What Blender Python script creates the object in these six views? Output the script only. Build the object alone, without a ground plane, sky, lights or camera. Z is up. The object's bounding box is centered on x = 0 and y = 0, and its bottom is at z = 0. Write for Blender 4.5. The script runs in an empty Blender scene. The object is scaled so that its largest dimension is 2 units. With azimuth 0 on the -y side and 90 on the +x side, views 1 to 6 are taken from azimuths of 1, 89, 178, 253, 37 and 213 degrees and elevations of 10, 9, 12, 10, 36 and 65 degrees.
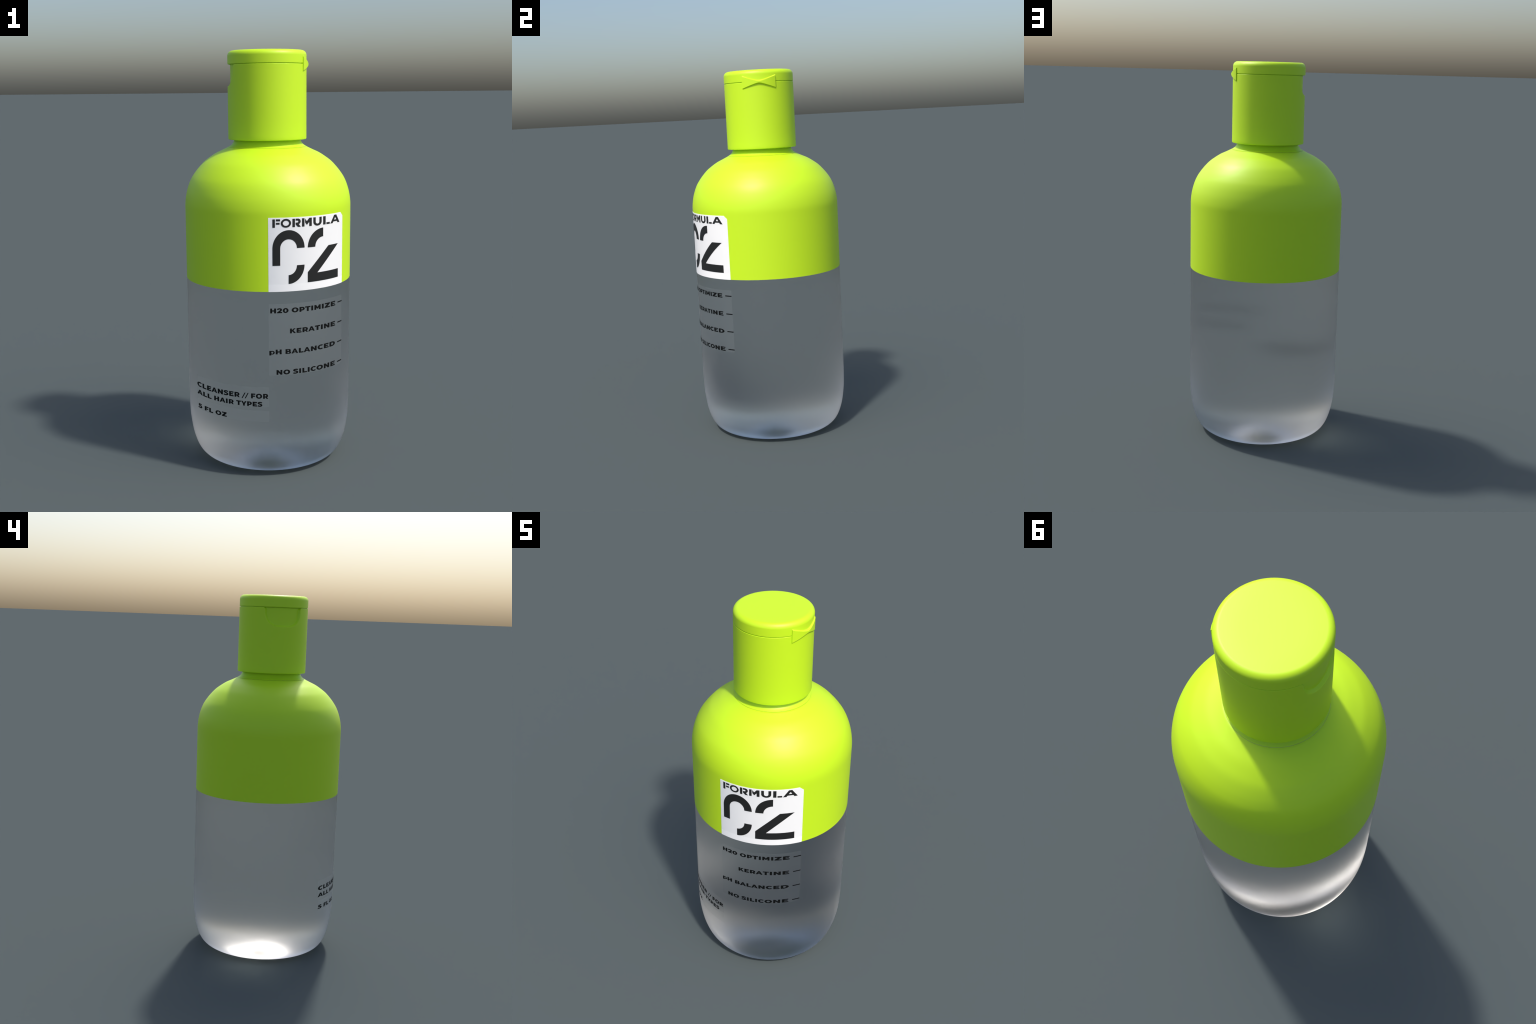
"""Flip-top cleanser bottle: frosted clear body, lime shoulder and cap, printed labels."""
import bpy, bmesh, math
from mathutils import Vector

# ------------------------------------------------------------------ materials
def principled(name, color, rough, **kw):
    m = bpy.data.materials.new(name)
    m.use_nodes = True
    p = m.node_tree.nodes["Principled BSDF"]
    p.inputs["Base Color"].default_value = (*color, 1)
    p.inputs["Roughness"].default_value = rough
    for k, v in kw.items():
        p.inputs[k].default_value = v
    return m

LIME = principled("lime_plastic", (0.563, 0.85, 0.013), 0.47)
CLEAR = principled("frosted_clear_plastic", (0.83, 0.83, 0.83), 0.37, **{"Transmission Weight": 1.0, "IOR": 1.5})
WHITE = principled("white_label", (0.98, 0.98, 0.98), 0.5)
GLASS_INK = principled("black_print", (0.003, 0.003, 0.003), 0.5, **{"Specular IOR Level": 0.2})
INK = principled("black_ink", (0.012, 0.012, 0.012), 0.45)

def film_material():
    """Clear decal film: nearly all see-through, with a faint sheen."""
    m = bpy.data.materials.new("clear_film")
    m.use_nodes = True
    nt = m.node_tree
    nt.nodes.clear()
    out = nt.nodes.new("ShaderNodeOutputMaterial")
    mix = nt.nodes.new("ShaderNodeMixShader")
    tr = nt.nodes.new("ShaderNodeBsdfTransparent")
    gl = nt.nodes.new("ShaderNodeBsdfGlossy")
    gl.inputs["Color"].default_value = (1, 1, 1, 1)
    gl.inputs["Roughness"].default_value = 0.5
    mix.inputs[0].default_value = 0.038
    nt.links.new(tr.outputs[0], mix.inputs[1])
    nt.links.new(gl.outputs[0], mix.inputs[2])
    nt.links.new(mix.outputs[0], out.inputs[0])
    return m
FILM = film_material()

# ------------------------------------------------------------------ helpers
def make_object(name, bm, material, parent, sharp=30.0):
    me = bpy.data.meshes.new(name)
    bm.normal_update()
    bm.to_mesh(me)
    bm.free()
    me.materials.append(material)
    me.shade_smooth()
    me.set_sharp_from_angle(angle=math.radians(sharp))
    ob = bpy.data.objects.new(name, me)
    bpy.context.scene.collection.objects.link(ob)
    ob.parent = parent
    return ob

def monotone_curve(pts, n):
    """Smooth (monotone cubic) curve r(z) through (r, z) control points, resampled to n points."""
    z = [p[1] for p in pts]; r = [p[0] for p in pts]
    h = [z[i+1]-z[i] for i in range(len(z)-1)]
    d = [(r[i+1]-r[i])/h[i] for i in range(len(h))]
    m = [d[0]] + [0.0]*(len(z)-2) + [d[-1]]
    for i in range(1, len(z)-1):
        if d[i-1]*d[i] > 0:
            w1, w2 = 2*h[i]+h[i-1], h[i]+2*h[i-1]
            m[i] = (w1+w2)/(w1/d[i-1]+w2/d[i])
    def f(x):
        k = 0
        while k < len(h)-1 and x > z[k+1]:
            k += 1
        t = (x-z[k])/h[k]
        return (r[k]*(1+2*t)*(1-t)**2 + m[k]*h[k]*t*(1-t)**2
                + r[k+1]*t*t*(3-2*t) + m[k+1]*h[k]*t*t*(t-1))
    return f

def lathe(profile, seg=256, closed=False):
    """Turn a list of (r, z) about z; r=0 ends become poles; closed joins last to first."""
    bm = bmesh.new()
    rings = []
    for r, z in profile:
        if r < 1e-6:
            rings.append([bm.verts.new((0, 0, z))])
        else:
            rings.append([bm.verts.new((r*math.cos(2*math.pi*i/seg), r*math.sin(2*math.pi*i/seg), z)) for i in range(seg)])
    pairs = list(zip(rings, rings[1:])) + ([(rings[-1], rings[0])] if closed else [])
    for a, b in pairs:
        for i in range(seg):
            j = (i+1) % seg
            if len(a) == 1 and len(b) == 1:
                continue
            if len(a) == 1:
                bm.faces.new((a[0], b[j], b[i]))
            elif len(b) == 1:
                bm.faces.new((a[i], a[j], b[0]))
            else:
                bm.faces.new((a[i], a[j], b[j], b[i]))
    bmesh.ops.recalc_face_normals(bm, faces=bm.faces)
    return bm

def fillet(cx, cz, rad, a0, a1, n=8):
    return [(cx+rad*math.cos(math.radians(a0+(a1-a0)*i/n)), cz+rad*math.sin(math.radians(a0+(a1-a0)*i/n))) for i in range(n+1)]

# ------------------------------------------------------------------ bottle profile (outer skin)
R_BODY = 0.4045
Z_EDGE, Z_SEAM = 0.9113, 1.5455
BASE = [(0.2600, 0.0), (0.2950, 0.0030), (0.3165, 0.0085), (0.3450, 0.0250), (0.3640, 0.0500), (0.3770, 0.0800),
        (0.3885, 0.1200), (0.3970, 0.1700), (0.4022, 0.2200), (0.4040, 0.2700), (0.4045, 0.3100)]
TOP = [(0.4045, 1.2300), (0.4045, 1.2580), (0.4043, 1.2700), (0.40375, 1.2800), (0.4022, 1.2950), (0.3982, 1.3200), (0.3872, 1.3600), (0.3722, 1.3950), (0.3527, 1.4250),
       (0.3325, 1.4500), (0.3085, 1.4750), (0.2822, 1.4950), (0.2510, 1.5150), (0.2190, 1.5300), (0.1895, 1.5450),
       (0.1745, 1.5550), (0.1656, 1.5670), (0.1615, 1.5760)]
base_r, top_r = monotone_curve(BASE, 0), monotone_curve(TOP, 0)

def skin(z):
    if z < BASE[-1][1]:
        return base_r(max(z, 0))
    if z > TOP[0][1]:
        return top_r(min(z, 1.576))
    return R_BODY

def steps(a, b, n):
    return [a+(b-a)*i/n for i in range(n+1)]

bottle = bpy.data.objects.new("shampoo_bottle", None)
bpy.context.scene.collection.objects.link(bottle)
bottle["label"] = "frosted clear bottle with lime green shoulder, flip cap and printed labels"
bottle["category"] = "cosmetics bottle"

# ------------------------------------------------------------------ clear body: one solid, refracting form
IN = 0.0007
base_z = [0.31*(i/60)**2 for i in range(61)]
PUNT_H, PUNT_R = 0.063, 0.19
punt = [(PUNT_R*i/40, PUNT_H*(1-(i/40)**2)**2) for i in range(40)]
body_profile = punt + [(base_r(z)-IN*min(1, z/0.02), z) for z in base_z]
body_profile += [(R_BODY-IN, z) for z in steps(0.34, 1.22, 30)]
body_profile += [(skin(z)-IN-0.0004, z) for z in steps(1.23, 1.57, 110)]
body_profile += [(0, 1.571)]
make_object("clear_body", lathe(body_profile), CLEAR, bottle)

# ------------------------------------------------------------------ lime shoulder sleeve and neck collar
def shell(z0, z1, n, thick=0.0008):
    outer = [(skin(z), z) for z in steps(z0, z1, n)]
    inner = [(r-thick, z) for r, z in outer]
    return outer + inner[::-1]
make_object("shoulder_sleeve", lathe(shell(Z_EDGE, Z_SEAM, 140), closed=True), LIME, bottle)
collar = [(skin(z), z) for z in steps(1.5462, 1.576, 20)] + [(0.1610, 1.5835), (0.1610, 1.68)]
collar = collar + [(r-0.0010, z) for r, z in collar[::-1]]
make_object("neck_collar", lathe(collar, closed=True), LIME, bottle)

# ------------------------------------------------------------------ cap body with thumb recess
R_CAP = 0.1893
CAP_LOW, CAP_LINE = 1.5811, 1.9345

def smooth01(t):
    t = max(0.0, min(1.0, t))
    return t*t*(3-2*t)

def recess_distance(s, z):
    """Signed distance (positive inside) to the U-shaped thumb recess; s is arc length from its middle."""
    s = abs(s)
    half, low, rad = 0.1060, 1.8325, 0.075
    top = 1.9345
    # rounded rectangle open at the top, sides flaring slightly at the lip
    cx, cz = half-rad, low+rad
    if s > cx and z < cz:
        d = rad-math.hypot(s-cx, z-cz)
    else:
        d = min(half-s, z-low)
    lip = max(0.0, (z-(top-0.014))/0.014)
    return d + 0.010*lip*lip

def cap_angles():
    a = -180.0
    out = []
    while a < 180.0-1e-6:
        out.append(a)
        a += 0.2 if abs(a) < 45 else 1.0
    return out

def cap_body():
    bm = bmesh.new()
    zs = [CAP_LOW, CAP_LOW+0.0004, CAP_LOW+0.0012, CAP_LOW+0.0025, CAP_LOW+0.004] + steps(1.60, 1.815, 12)
    zs += steps(1.8175, 1.9325, 160) + [1.9333, 1.9340, CAP_LINE]
    def wall(z):
        r = R_CAP
        if z < CAP_LOW+0.004:
            t = 1-(z-CAP_LOW)/0.004
            r -= 0.004*(1-math.sqrt(max(0, 1-t*t)))
        if z > 1.9325:
            t = (z-1.9325)/0.002
            r -= 0.002*(1-math.sqrt(max(0, 1-t*t)))
        return r
    ang = cap_angles()
    rings = []
    for z in zs:
        ring = []
        for a in ang:
            r = wall(z)
            if abs(a) < 45 and z > 1.81:
                d = recess_distance(math.radians(a)*R_CAP, z)
                r = min(r, R_CAP) - 0.0131*smooth01((d+0.0005)/0.0078)
            t = math.radians(a) + math.pi          # recess faces -x
            ring.append(bm.verts.new((r*math.cos(t), r*math.sin(t), z)))
        rings.append(ring)
    n = len(ang)
    for a, b in zip(rings, rings[1:]):
        for i in range(n):
            j = (i+1) % n
            bm.faces.new((a[i], a[j], b[j], b[i]))
    # hollow skirt: rim, inner wall, then a ceiling deep inside
    skirt = [rings[0]]
    for r, z in ((R_CAP-0.016, CAP_LOW), (R_CAP-0.017, CAP_LOW+0.001), (R_CAP-0.017, 1.70)):
        skirt.append([bm.verts.new((-r*math.cos(math.radians(a)), -r*math.sin(math.radians(a)), z)) for a in ang])
    for a, b in zip(skirt, skirt[1:]):
        for i in range(n):
            j = (i+1) % n
            bm.faces.new((a[j], a[i], b[i], b[j]))
    low = bm.verts.new((0, 0, 1.70)); high = bm.verts.new((0, 0, CAP_LINE))
    for i in range(n):
        j = (i+1) % n
        bm.faces.new((low, skirt[-1][j], skirt[-1][i]))
        bm.faces.new((high, rings[-1][i], rings[-1][j]))
    return bm
cap = make_object("cap_body", cap_body(), LIME, bottle, sharp=50)

# ------------------------------------------------------------------ lid
LID_LOW, F = 1.9374, 0.0245
lid = [(0, LID_LOW), (0.17, LID_LOW), (R_CAP-0.001, LID_LOW)] + [(R_CAP, LID_LOW+0.001)]
lid += fillet(R_CAP-F, 2.0-F, F, 0, 90, 16) + [(0.10, 2.0), (0, 2.0)]
make_object("cap_lid", lathe(lid), LIME, bottle, sharp=40)
# narrow plug closing the view into the slit between lid and cap body
make_object("lid_gasket", lathe([(0, 1.9348), (0.1835, 1.9348), (0.1835, 1.945), (0, 1.945)]), LIME, bottle)

# ------------------------------------------------------------------ bow-tie hinge on +x
def hinge():
    bm = bmesh.new()
    n, zc = 72, 1.9340
    half = math.radians(27.4)
    # (height above the cap wall as a share of the full depth, waist half-height, end half-height, end angle)
    layers = [(-0.5, 0.0120, 0.0368, 1.0), (0.0, 0.0113, 0.0362, 1.0), (1.0, 0.0034, 0.0308, 0.99)]
    rows = []
    for share, waist, end, wide in layers:
        lo, hi = [], []
        for i in range(n+1):
            u = -1+2*i/n
            a = u*half*wide
            r = R_CAP + share*(0.0045+0.0050*(1-abs(u)))
            h = math.sqrt(waist**2+(end**2-waist**2)*u*u)
            lo.append(bm.verts.new((r*math.cos(a), r*math.sin(a), zc-h)))
            hi.append(bm.verts.new((r*math.cos(a), r*math.sin(a), zc+h)))
        rows.append((lo, hi))
    def strip(p, q):
        for i in range(len(p)-1):
            bm.faces.new((p[i], p[i+1], q[i+1], q[i]))
    for (lo0, hi0), (lo1, hi1) in zip(rows, rows[1:]):
        strip(lo0, lo1); strip(hi1, hi0)
        bm.faces.new((lo0[0], lo1[0], hi1[0], hi0[0]))
        bm.faces.new((lo0[-1], hi0[-1], hi1[-1], lo1[-1]))
    strip(rows[-1][0], rows[-1][1])
    strip(rows[0][1], rows[0][0])
    bmesh.ops.recalc_face_normals(bm, faces=bm.faces)
    return bm
make_object("hinge_bow", hinge(), LIME, bottle, sharp=25)

# ------------------------------------------------------------------ labels: flat outlines bent onto the wall
# s = arc length from the front (-y) towards +x at the wall, z = height
R_REF = 0.405
def on_wall(s, z, off):
    r, a = skin(z)+off, s/R_REF
    return (r*math.sin(a), -r*math.cos(a), z)

def bent_prisms(polys, off0, off1, step=0.008, lift=0.00005):
    """Extrude flat (s, z) polygons into prisms, slice them finely, and wrap them onto the wall."""
    out = bmesh.new()
    for k, poly in enumerate(polys):
        bm = bmesh.new()
        top = off1 + lift*k
        f = bm.faces.new([bm.verts.new((s, z, off0)) for s, z in poly])
        ext = bmesh.ops.extrude_face_region(bm, geom=[f])
        for v in ext["geom"]:
            if isinstance(v, bmesh.types.BMVert):
                v.co.z = top
        bmesh.ops.triangulate(bm, faces=[g for g in bm.faces if len(g.verts) > 4])
        for axis in (0, 1):
            lo = min(p[axis] for p in poly); hi = max(p[axis] for p in poly)
            st = step if axis == 0 else 0.03
            c = math.ceil(lo/st+1e-6)*st
            while c < hi-1e-6:
                no = (1, 0, 0) if axis == 0 else (0, 1, 0)
                co = (c, 0, 0) if axis == 0 else (0, c, 0)
                bmesh.ops.bisect_plane(bm, geom=bm.verts[:]+bm.edges[:]+bm.faces[:], plane_co=co, plane_no=no, dist=1e-7)
                c += st
        vm = {v: out.verts.new(on_wall(v.co.x, v.co.y, v.co.z)) for v in bm.verts}
        for g in bm.faces:
            out.faces.new([vm[v] for v in g.verts])
        bm.free()
    bmesh.ops.recalc_face_normals(out, faces=out.faces)
    return out

def rect(x0, z0, x1, z1):
    return [(x0, z0), (x1, z0), (x1, z1), (x0, z1)]

def ring_strip(cx, cz, rxo, rzo, rxi, rzi, a0, a1, n=28):
    o = [(cx+rxo*math.cos(math.radians(a0+(a1-a0)*i/n)), cz+rzo*math.sin(math.radians(a0+(a1-a0)*i/n))) for i in range(n+1)]
    i_ = [(cx+rxi*math.cos(math.radians(a0+(a1-a0)*i/n)), cz+rzi*math.sin(math.radians(a0+(a1-a0)*i/n))) for i in range(n+1)]
    return o + i_[::-1]

LABEL = [(-0.0004, Z_EDGE-0.0004), (0.4208, Z_EDGE-0.0004), (0.4208, 1.2327), (0.3998, 1.2508), (-0.0004, 1.2508)]
front = make_object("front_label", bent_prisms([LABEL], -0.0003, 0.0006), WHITE, bottle)
make_object("label_film", bent_prisms([[(-0.0001, 0.9455), (0.4204, 0.9455), (0.4204, 1.2330), (0.4050, 1.2460), (-0.0001, 1.2460)]], 0.0009, 0.0011), FILM, front)
INK0, INK1 = 0.0009, 0.0014

def print_piece(name, polys, parent, ink=INK):
    return make_object(name, bent_prisms(polys, INK0, INK1), ink, parent)

# The artwork is a flat print pressed straight back (+y) onto the round wall: x is its flat coordinate.
def arc(x):
    return R_REF*math.asin(max(-1.0, min(1.0, x/R_REF)))

def flat(s):
    return R_REF*math.sin(s/R_REF)

def pressed(poly, longest=0.012):
    out = []
    for (x0, z0), (x1, z1) in zip(poly, poly[1:]+poly[:1]):
        n = max(1, math.ceil(math.hypot(x1-x0, z1-z0)/longest)) if longest else 1
        out += [(arc(x0+(x1-x0)*i/n), z0+(z1-z0)*i/n) for i in range(n)]
    return out

# big numerals "02": stencil cut, each numeral in two pieces
zero = [(0.0183, 1.0318)] + ring_strip(0.0914, 1.1095, 0.0731, 0.0840, 0.0380, 0.0424, 180, 0, 40) + [(0.0534, 1.0318)]
zero_low = ring_strip(0.0914, 1.0306, 0.0731, 0.0848, 0.0380, 0.0437, 0, -90, 24)
print_piece("numeral", [pressed(zero, 0), pressed(zero_low, 0)], front)
two_top = ring_strip(0.2519, 1.1083, 0.0723, 0.0847, 0.0375, 0.0440, 180, 90, 24)
two_low = [(0.1797, 0.9464), (0.3265, 0.9464), (0.3265, 0.9871), (0.2252, 0.9871), (0.3253, 1.1070), (0.2780, 1.1070), (0.1797, 0.9937)]
print_piece("numeral", [pressed(two_top, 0), pressed(two_low)], front)

# "FORMULA": wide stencil capitals
LO, HI = 1.2060, 1.2439
formula = [
    [rect(0.0187, LO, 0.0301, HI), rect(0.0346, 1.2349, 0.0532, HI), rect(0.0346, 1.2199, 0.0511, 1.2282)],
    [ring_strip(0.0802, 1.2251, 0.0236, 0.0200, 0.0143, 0.0117, 0, 180), ring_strip(0.0802, 1.2251, 0.0236, 0.0200, 0.0143, 0.0117, 180, 360)],
    [rect(0.1103, LO, 0.1223, HI),
     [(0.1257, HI), (0.1375, HI)] + [(0.1375+0.0124*math.sin(math.radians(a)), 1.2311+0.0128*math.cos(math.radians(a))) for a in range(15, 170, 15)]
     + [(0.1400, 1.2192), (0.1508, LO), (0.1367, LO), (0.1257, 1.2176), (0.1257, 1.2262), (0.1345, 1.2262)]
     + [(0.1345+0.0040*math.sin(math.radians(a)), 1.2305-0.0043*math.cos(math.radians(a))) for a in range(30, 180, 30)]
     + [(0.1345, 1.2350), (0.1257, 1.2350)]],
    [rect(0.1565, LO, 0.1686, HI),
     [(0.1720, 1.2415), (0.1808, 1.2298), (0.1929, HI), (0.2066, HI), (0.2066, LO), (0.1932, LO), (0.1932, 1.2258), (0.1812, 1.2126), (0.1720, 1.2242)]],
    [[(0.2150, HI), (0.2150, 1.2240)] + [(0.2387-0.0237*math.cos(math.radians(a)), 1.2225-0.0178*math.sin(math.radians(a))) for a in range(10, 180, 10)]
     + [(0.2623, 1.2240), (0.2623, HI), (0.2490, HI), (0.2490, 1.2235)]
     + [(0.2384+0.0106*math.cos(math.radians(a)), 1.2228-0.0087*math.sin(math.radians(a))) for a in range(15, 180, 15)]
     + [(0.2278, 1.2235), (0.2278, HI)]],
    [rect(0.2715, LO, 0.2868, HI), rect(0.2921, LO, 0.3145, 1.2148)],
]
# the A is drawn as two legs and a bar
formula += [[[(0.3186, LO), (0.3348, LO), (0.3558, 1.2352), (0.3600, HI), (0.3465, HI)],
               [(0.3905, LO), (0.3625, HI), (0.3545, HI), (0.3535, 1.2352), (0.3738, LO)],
               [(0.3390, 1.2136), (0.3700, 1.2136), (0.3655, 1.2216), (0.3430, 1.2216)]]]
for g in formula:
    print_piece("letter", g, front)

# ------------------------------------------------------------------ small print: wide bold sans capitals drawn with strokes
TV, TH = 0.295, 0.245          # stem and bar weight, cap height = 1

def stroke(path, tv=TV, th=TH):
    """Polygon of a pen (elliptical nib) run along a centre line."""
    left, right = [], []
    for i, (x, y) in enumerate(path):
        x0, y0 = path[max(i-1, 0)]; x1, y1 = path[min(i+1, len(path)-1)]
        l = math.hypot(x1-x0, y1-y0)
        nx, ny = -(y1-y0)/l, (x1-x0)/l
        left.append((x+nx*tv/2, y+ny*th/2)); right.append((x-nx*tv/2, y-ny*th/2))
    return left + right[::-1]

def spline(pts, n=5):
    out = []
    for i in range(len(pts)-1):
        p0, p1, p2, p3 = pts[max(i-1, 0)], pts[i], pts[i+1], pts[min(i+2, len(pts)-1)]
        for k in range(n):
            t = k/n
            out.append(tuple(0.5*(2*p1[c]+(p2[c]-p0[c])*t+(2*p0[c]-5*p1[c]+4*p2[c]-p3[c])*t*t+(3*p1[c]-p0[c]-3*p2[c]+p3[c])*t**3) for c in (0, 1)))
    return out + [pts[-1]]

def oval(w, y0=-0.012, y1=1.012, tv=TV, th=TH):
    cx, cy, rx, ry = w/2, (y0+y1)/2, w/2, (y1-y0)/2
    return [ring_strip(cx, cy, rx, ry, rx-tv, ry-th, 0, 180, 14), ring_strip(cx, cy, rx, ry, rx-tv, ry-th, 180, 360, 14)]

def bowl(x0, w, y0, y1, tv=TV, th=TH):
    """Half-round bowl joining a stem at x0: bar, half oval, bar."""
    cy, ry = (y0+y1)/2, (y1-y0)/2
    cx = max(x0, w-ry*1.05)
    o = [(cx+(w-cx)*math.sin(math.radians(a)), cy+ry*math.cos(math.radians(a))) for a in range(0, 181, 12)]
    i = [(cx+(w-cx-tv)*math.sin(math.radians(a)), cy+(ry-th)*math.cos(math.radians(a))) for a in range(180, -1, -12)]
    return [(x0, y1)] + o + [(x0, y0), (x0, y0+th)] + i + [(x0, y1-th)]

def diag(xa, xb, t, y0=0.0, y1=1.0):
    return [(xa, y0), (xa+t, y0), (xb+t, y1), (xb, y1)]

def glyph(ch):
    """(ink width, side bearings, list of polygons) with cap height 1."""
    if ch == "H": w = .88; return w, .10, .10, [rect(0, 0, TV, 1), rect(w-TV, 0, w, 1), rect(TV-.02, .5-TH/2, w-TV+.02, .5+TH/2)]
    if ch == "E": w = 0.75; return w, .10, .05, [rect(0, 0, TV, 1), rect(TV-.02, 1-TH, w-.02, 1), rect(TV-.02, 0, w, TH), rect(TV-.02, .5-TH*.46, w-.09, .5+TH*.46)]
    if ch == "F": w = 0.71; return w, .10, .03, [rect(0, 0, TV, 1), rect(TV-.02, 1-TH, w, 1), rect(TV-.02, .34, w-.06, .34+TH)]
    if ch == "L": w = 0.71; return w, .10, .02, [rect(0, 0, TV, 1), rect(TV-.02, 0, w, TH)]
    if ch == "I": return TV, .10, .10, [rect(0, 0, TV, 1)]
    if ch == "N": w = 0.885; return w, .10, .10, [rect(0, 0, TV-.01, 1), rect(w-TV+.01, 0, w, 1), [(w-TV*.9, 0), (w-.02, 0), (w-.02, .1), (TV*.85, 1), (.02, 1), (.02, .9)]]
    if ch == "M": w = 0.98; c = w/2; return w, .10, .10, [rect(0, 0, TV-.02, 1), rect(w-TV+.02, 0, w, 1), [(.01, 1), (TV-.03, 1), (c, .52), (w-TV+.03, 1), (w-.01, 1), (w-.01, .9), (c+.09, .2), (c-.09, .2), (.01, .9)]]
    if ch == "O": return 1.04, .05, .05, oval(1.04)
    if ch == "0": return .875, .05, .05, oval(.875)
    if ch == "C": w = .865; return w, .05, .03, [ring_strip(.51, .5, .51, .512, .51-TV, .512-TH, 46, 314, 24)]
    if ch == "D": w = 0.9; return w, .10, .05, [rect(0, 0, TV, 1), bowl(TV-.02, w, 0, 1)]
    if ch == "P": w = 0.8; return w, .10, .03, [rect(0, 0, TV, 1), bowl(TV-.02, w, .24, 1)]
    if ch == "R": w = 0.86; return w, .10, .03, [rect(0, 0, TV, 1), bowl(TV-.02, w-.03, .26, 1), [(.57, 0), (w, 0), (w-.23, .36), (.36, .36)]]
    if ch == "B": w = 0.84; return w, .10, .05, [rect(0, 0, TV, 1), bowl(TV-.02, w-.05, .44, 1, th=.18), bowl(TV-.02, w, 0, .56, th=.18)]
    if ch == "K": w = 0.9; return w, .10, .0, [rect(0, 0, TV, 1), [(.20, .24), (.20, .52), (.58, 1), (.87, 1)], [(.61, 0), (w, 0), (.52, .60), (.34, .40)]]
    if ch == "A": w = 1; return w, .0, .0, [[(0, 0), (.26, 0), (.555, .80), (.62, 1), (.38, 1)], [(w, 0), (w-.38, 1), (.46, 1), (.445, .80), (w-.26, 0)], [(.27, .19), (.73, .19), (.66, .38), (.34, .38)]]
    if ch == "T": w = 0.82; return w, .03, .03, [rect(0, 1-TH, w, 1), rect(w/2-TV/2, 0, w/2+TV/2, 1-TH+.02)]
    if ch == "Y": w = 0.92; c = w/2; return w, -.01, -.01, [rect(c-TV/2, 0, c+TV/2, .45), [(0, 1), (.27, 1), (c, .60), (w-.27, 1), (w, 1), (c+TV/2, .36), (c-TV/2, .36)]]
    if ch == "Z": w = 0.86; return w, .05, .05, [rect(.01, 1-TH, w-.01, 1), rect(0, 0, w, TH), [(0, .05), (0, .20), (w-.34, .90), (w-.01, .95), (w-.01, .80), (.34, .10)]]
    if ch == "2": w = 0.77; return w, .04, .04, [stroke(spline([(.06, .74), (.19, .86), (.38, .90), (.555, .845), (.615, .70), (.54, .52), (.38, .34), (.14, .10)])), rect(.01, 0, w, TH)]
    if ch == "5": w = 0.73; return w, .04, .04, [rect(.11, 1-TH, w-.06, 1), [(.11, .98), (.33, .98), (.30, .46), (.07, .46)], stroke(spline([(.10, .525), (.34, .545), (.53, .50), (.605, .33), (.53, .155), (.33, .095), (.04, .17)]))]
    if ch == "S": w = 0.79; return w, .04, .04, [stroke(spline([(.72, .80), (.56, .88), (.41, .90), (.215, .85), (.14, .72), (.23, .60), (.40, .53), (.57, .44), (.65, .29), (.57, .15), (.39, .10), (.21, .11), (.04, .20)]))]
    if ch == "p": w = .80; return w, .08, .04, [rect(0, -.20, TV-.01, .76)] + [[(x+.06, y) for x, y in q] for q in oval(w-.06, -.01, .77, tv=.225, th=.185)]
    if ch == "/": return .67, -.08, -.08, [diag(0, .50, .17, -.10, 1.05)]
    raise KeyError(ch)

def set_line(text, s0, s1, base, cap, parent, slope=0.0):
    """Set one line so its ink runs from s0 to s1 on the flat print; every letter is an object of its own."""
    x, placed = 0.0, []
    for ch in text:
        if ch == " ":
            x += .37
            continue
        w, lb, rb, polys = glyph(ch)
        x += lb if placed else 0.0
        placed.append((x, polys))
        x += w
        last = x
        x += rb
    s0, s1 = flat(s0), flat(s1)
    k = (s1-s0)/last
    for x0, polys in placed:
        print_piece("letter", [pressed([(s0+(x0+px)*k, base+py*cap) for px, py in q], 0) for q in polys], parent, GLASS_INK)

def film(name, s0, z0, s1, z1):
    return make_object(name, bent_prisms([rect(s0, z0, s1, z1)], 0.0007, 0.0010), FILM, bottle)

ingredients = film("ingredient_film", 0.0, 0.5148, 0.4205, 0.8540)
for text, s0, base in (("H20 OPTIMIZE", 0.0066, 0.8110), ("KERATINE", 0.0980, 0.7128), ("pH BALANCED", 0.0016, 0.6162), ("NO SILICONE", 0.0344, 0.5180)):
    set_line(text, s0, 0.3602, base, 0.0228, ingredients)
    print_piece("dash", [rect(0.3800, base+0.0086, 0.4203, base+0.0142)], ingredients, GLASS_INK)

purpose = film("purpose_film", -0.4200, 0.3628, -0.0004, 0.4584)
set_line("CLEANSER // FOR", -0.4195, -0.0044, 0.4022, 0.0240, purpose)
set_line("ALL HAIR TYPES", -0.4190, -0.0325, 0.3636, 0.0226, purpose)
volume = film("volume_film", -0.4180, 0.2886, -0.0004, 0.3440)
set_line("5 FL OZ", -0.4130, -0.2105, 0.2948, 0.0220, volume)
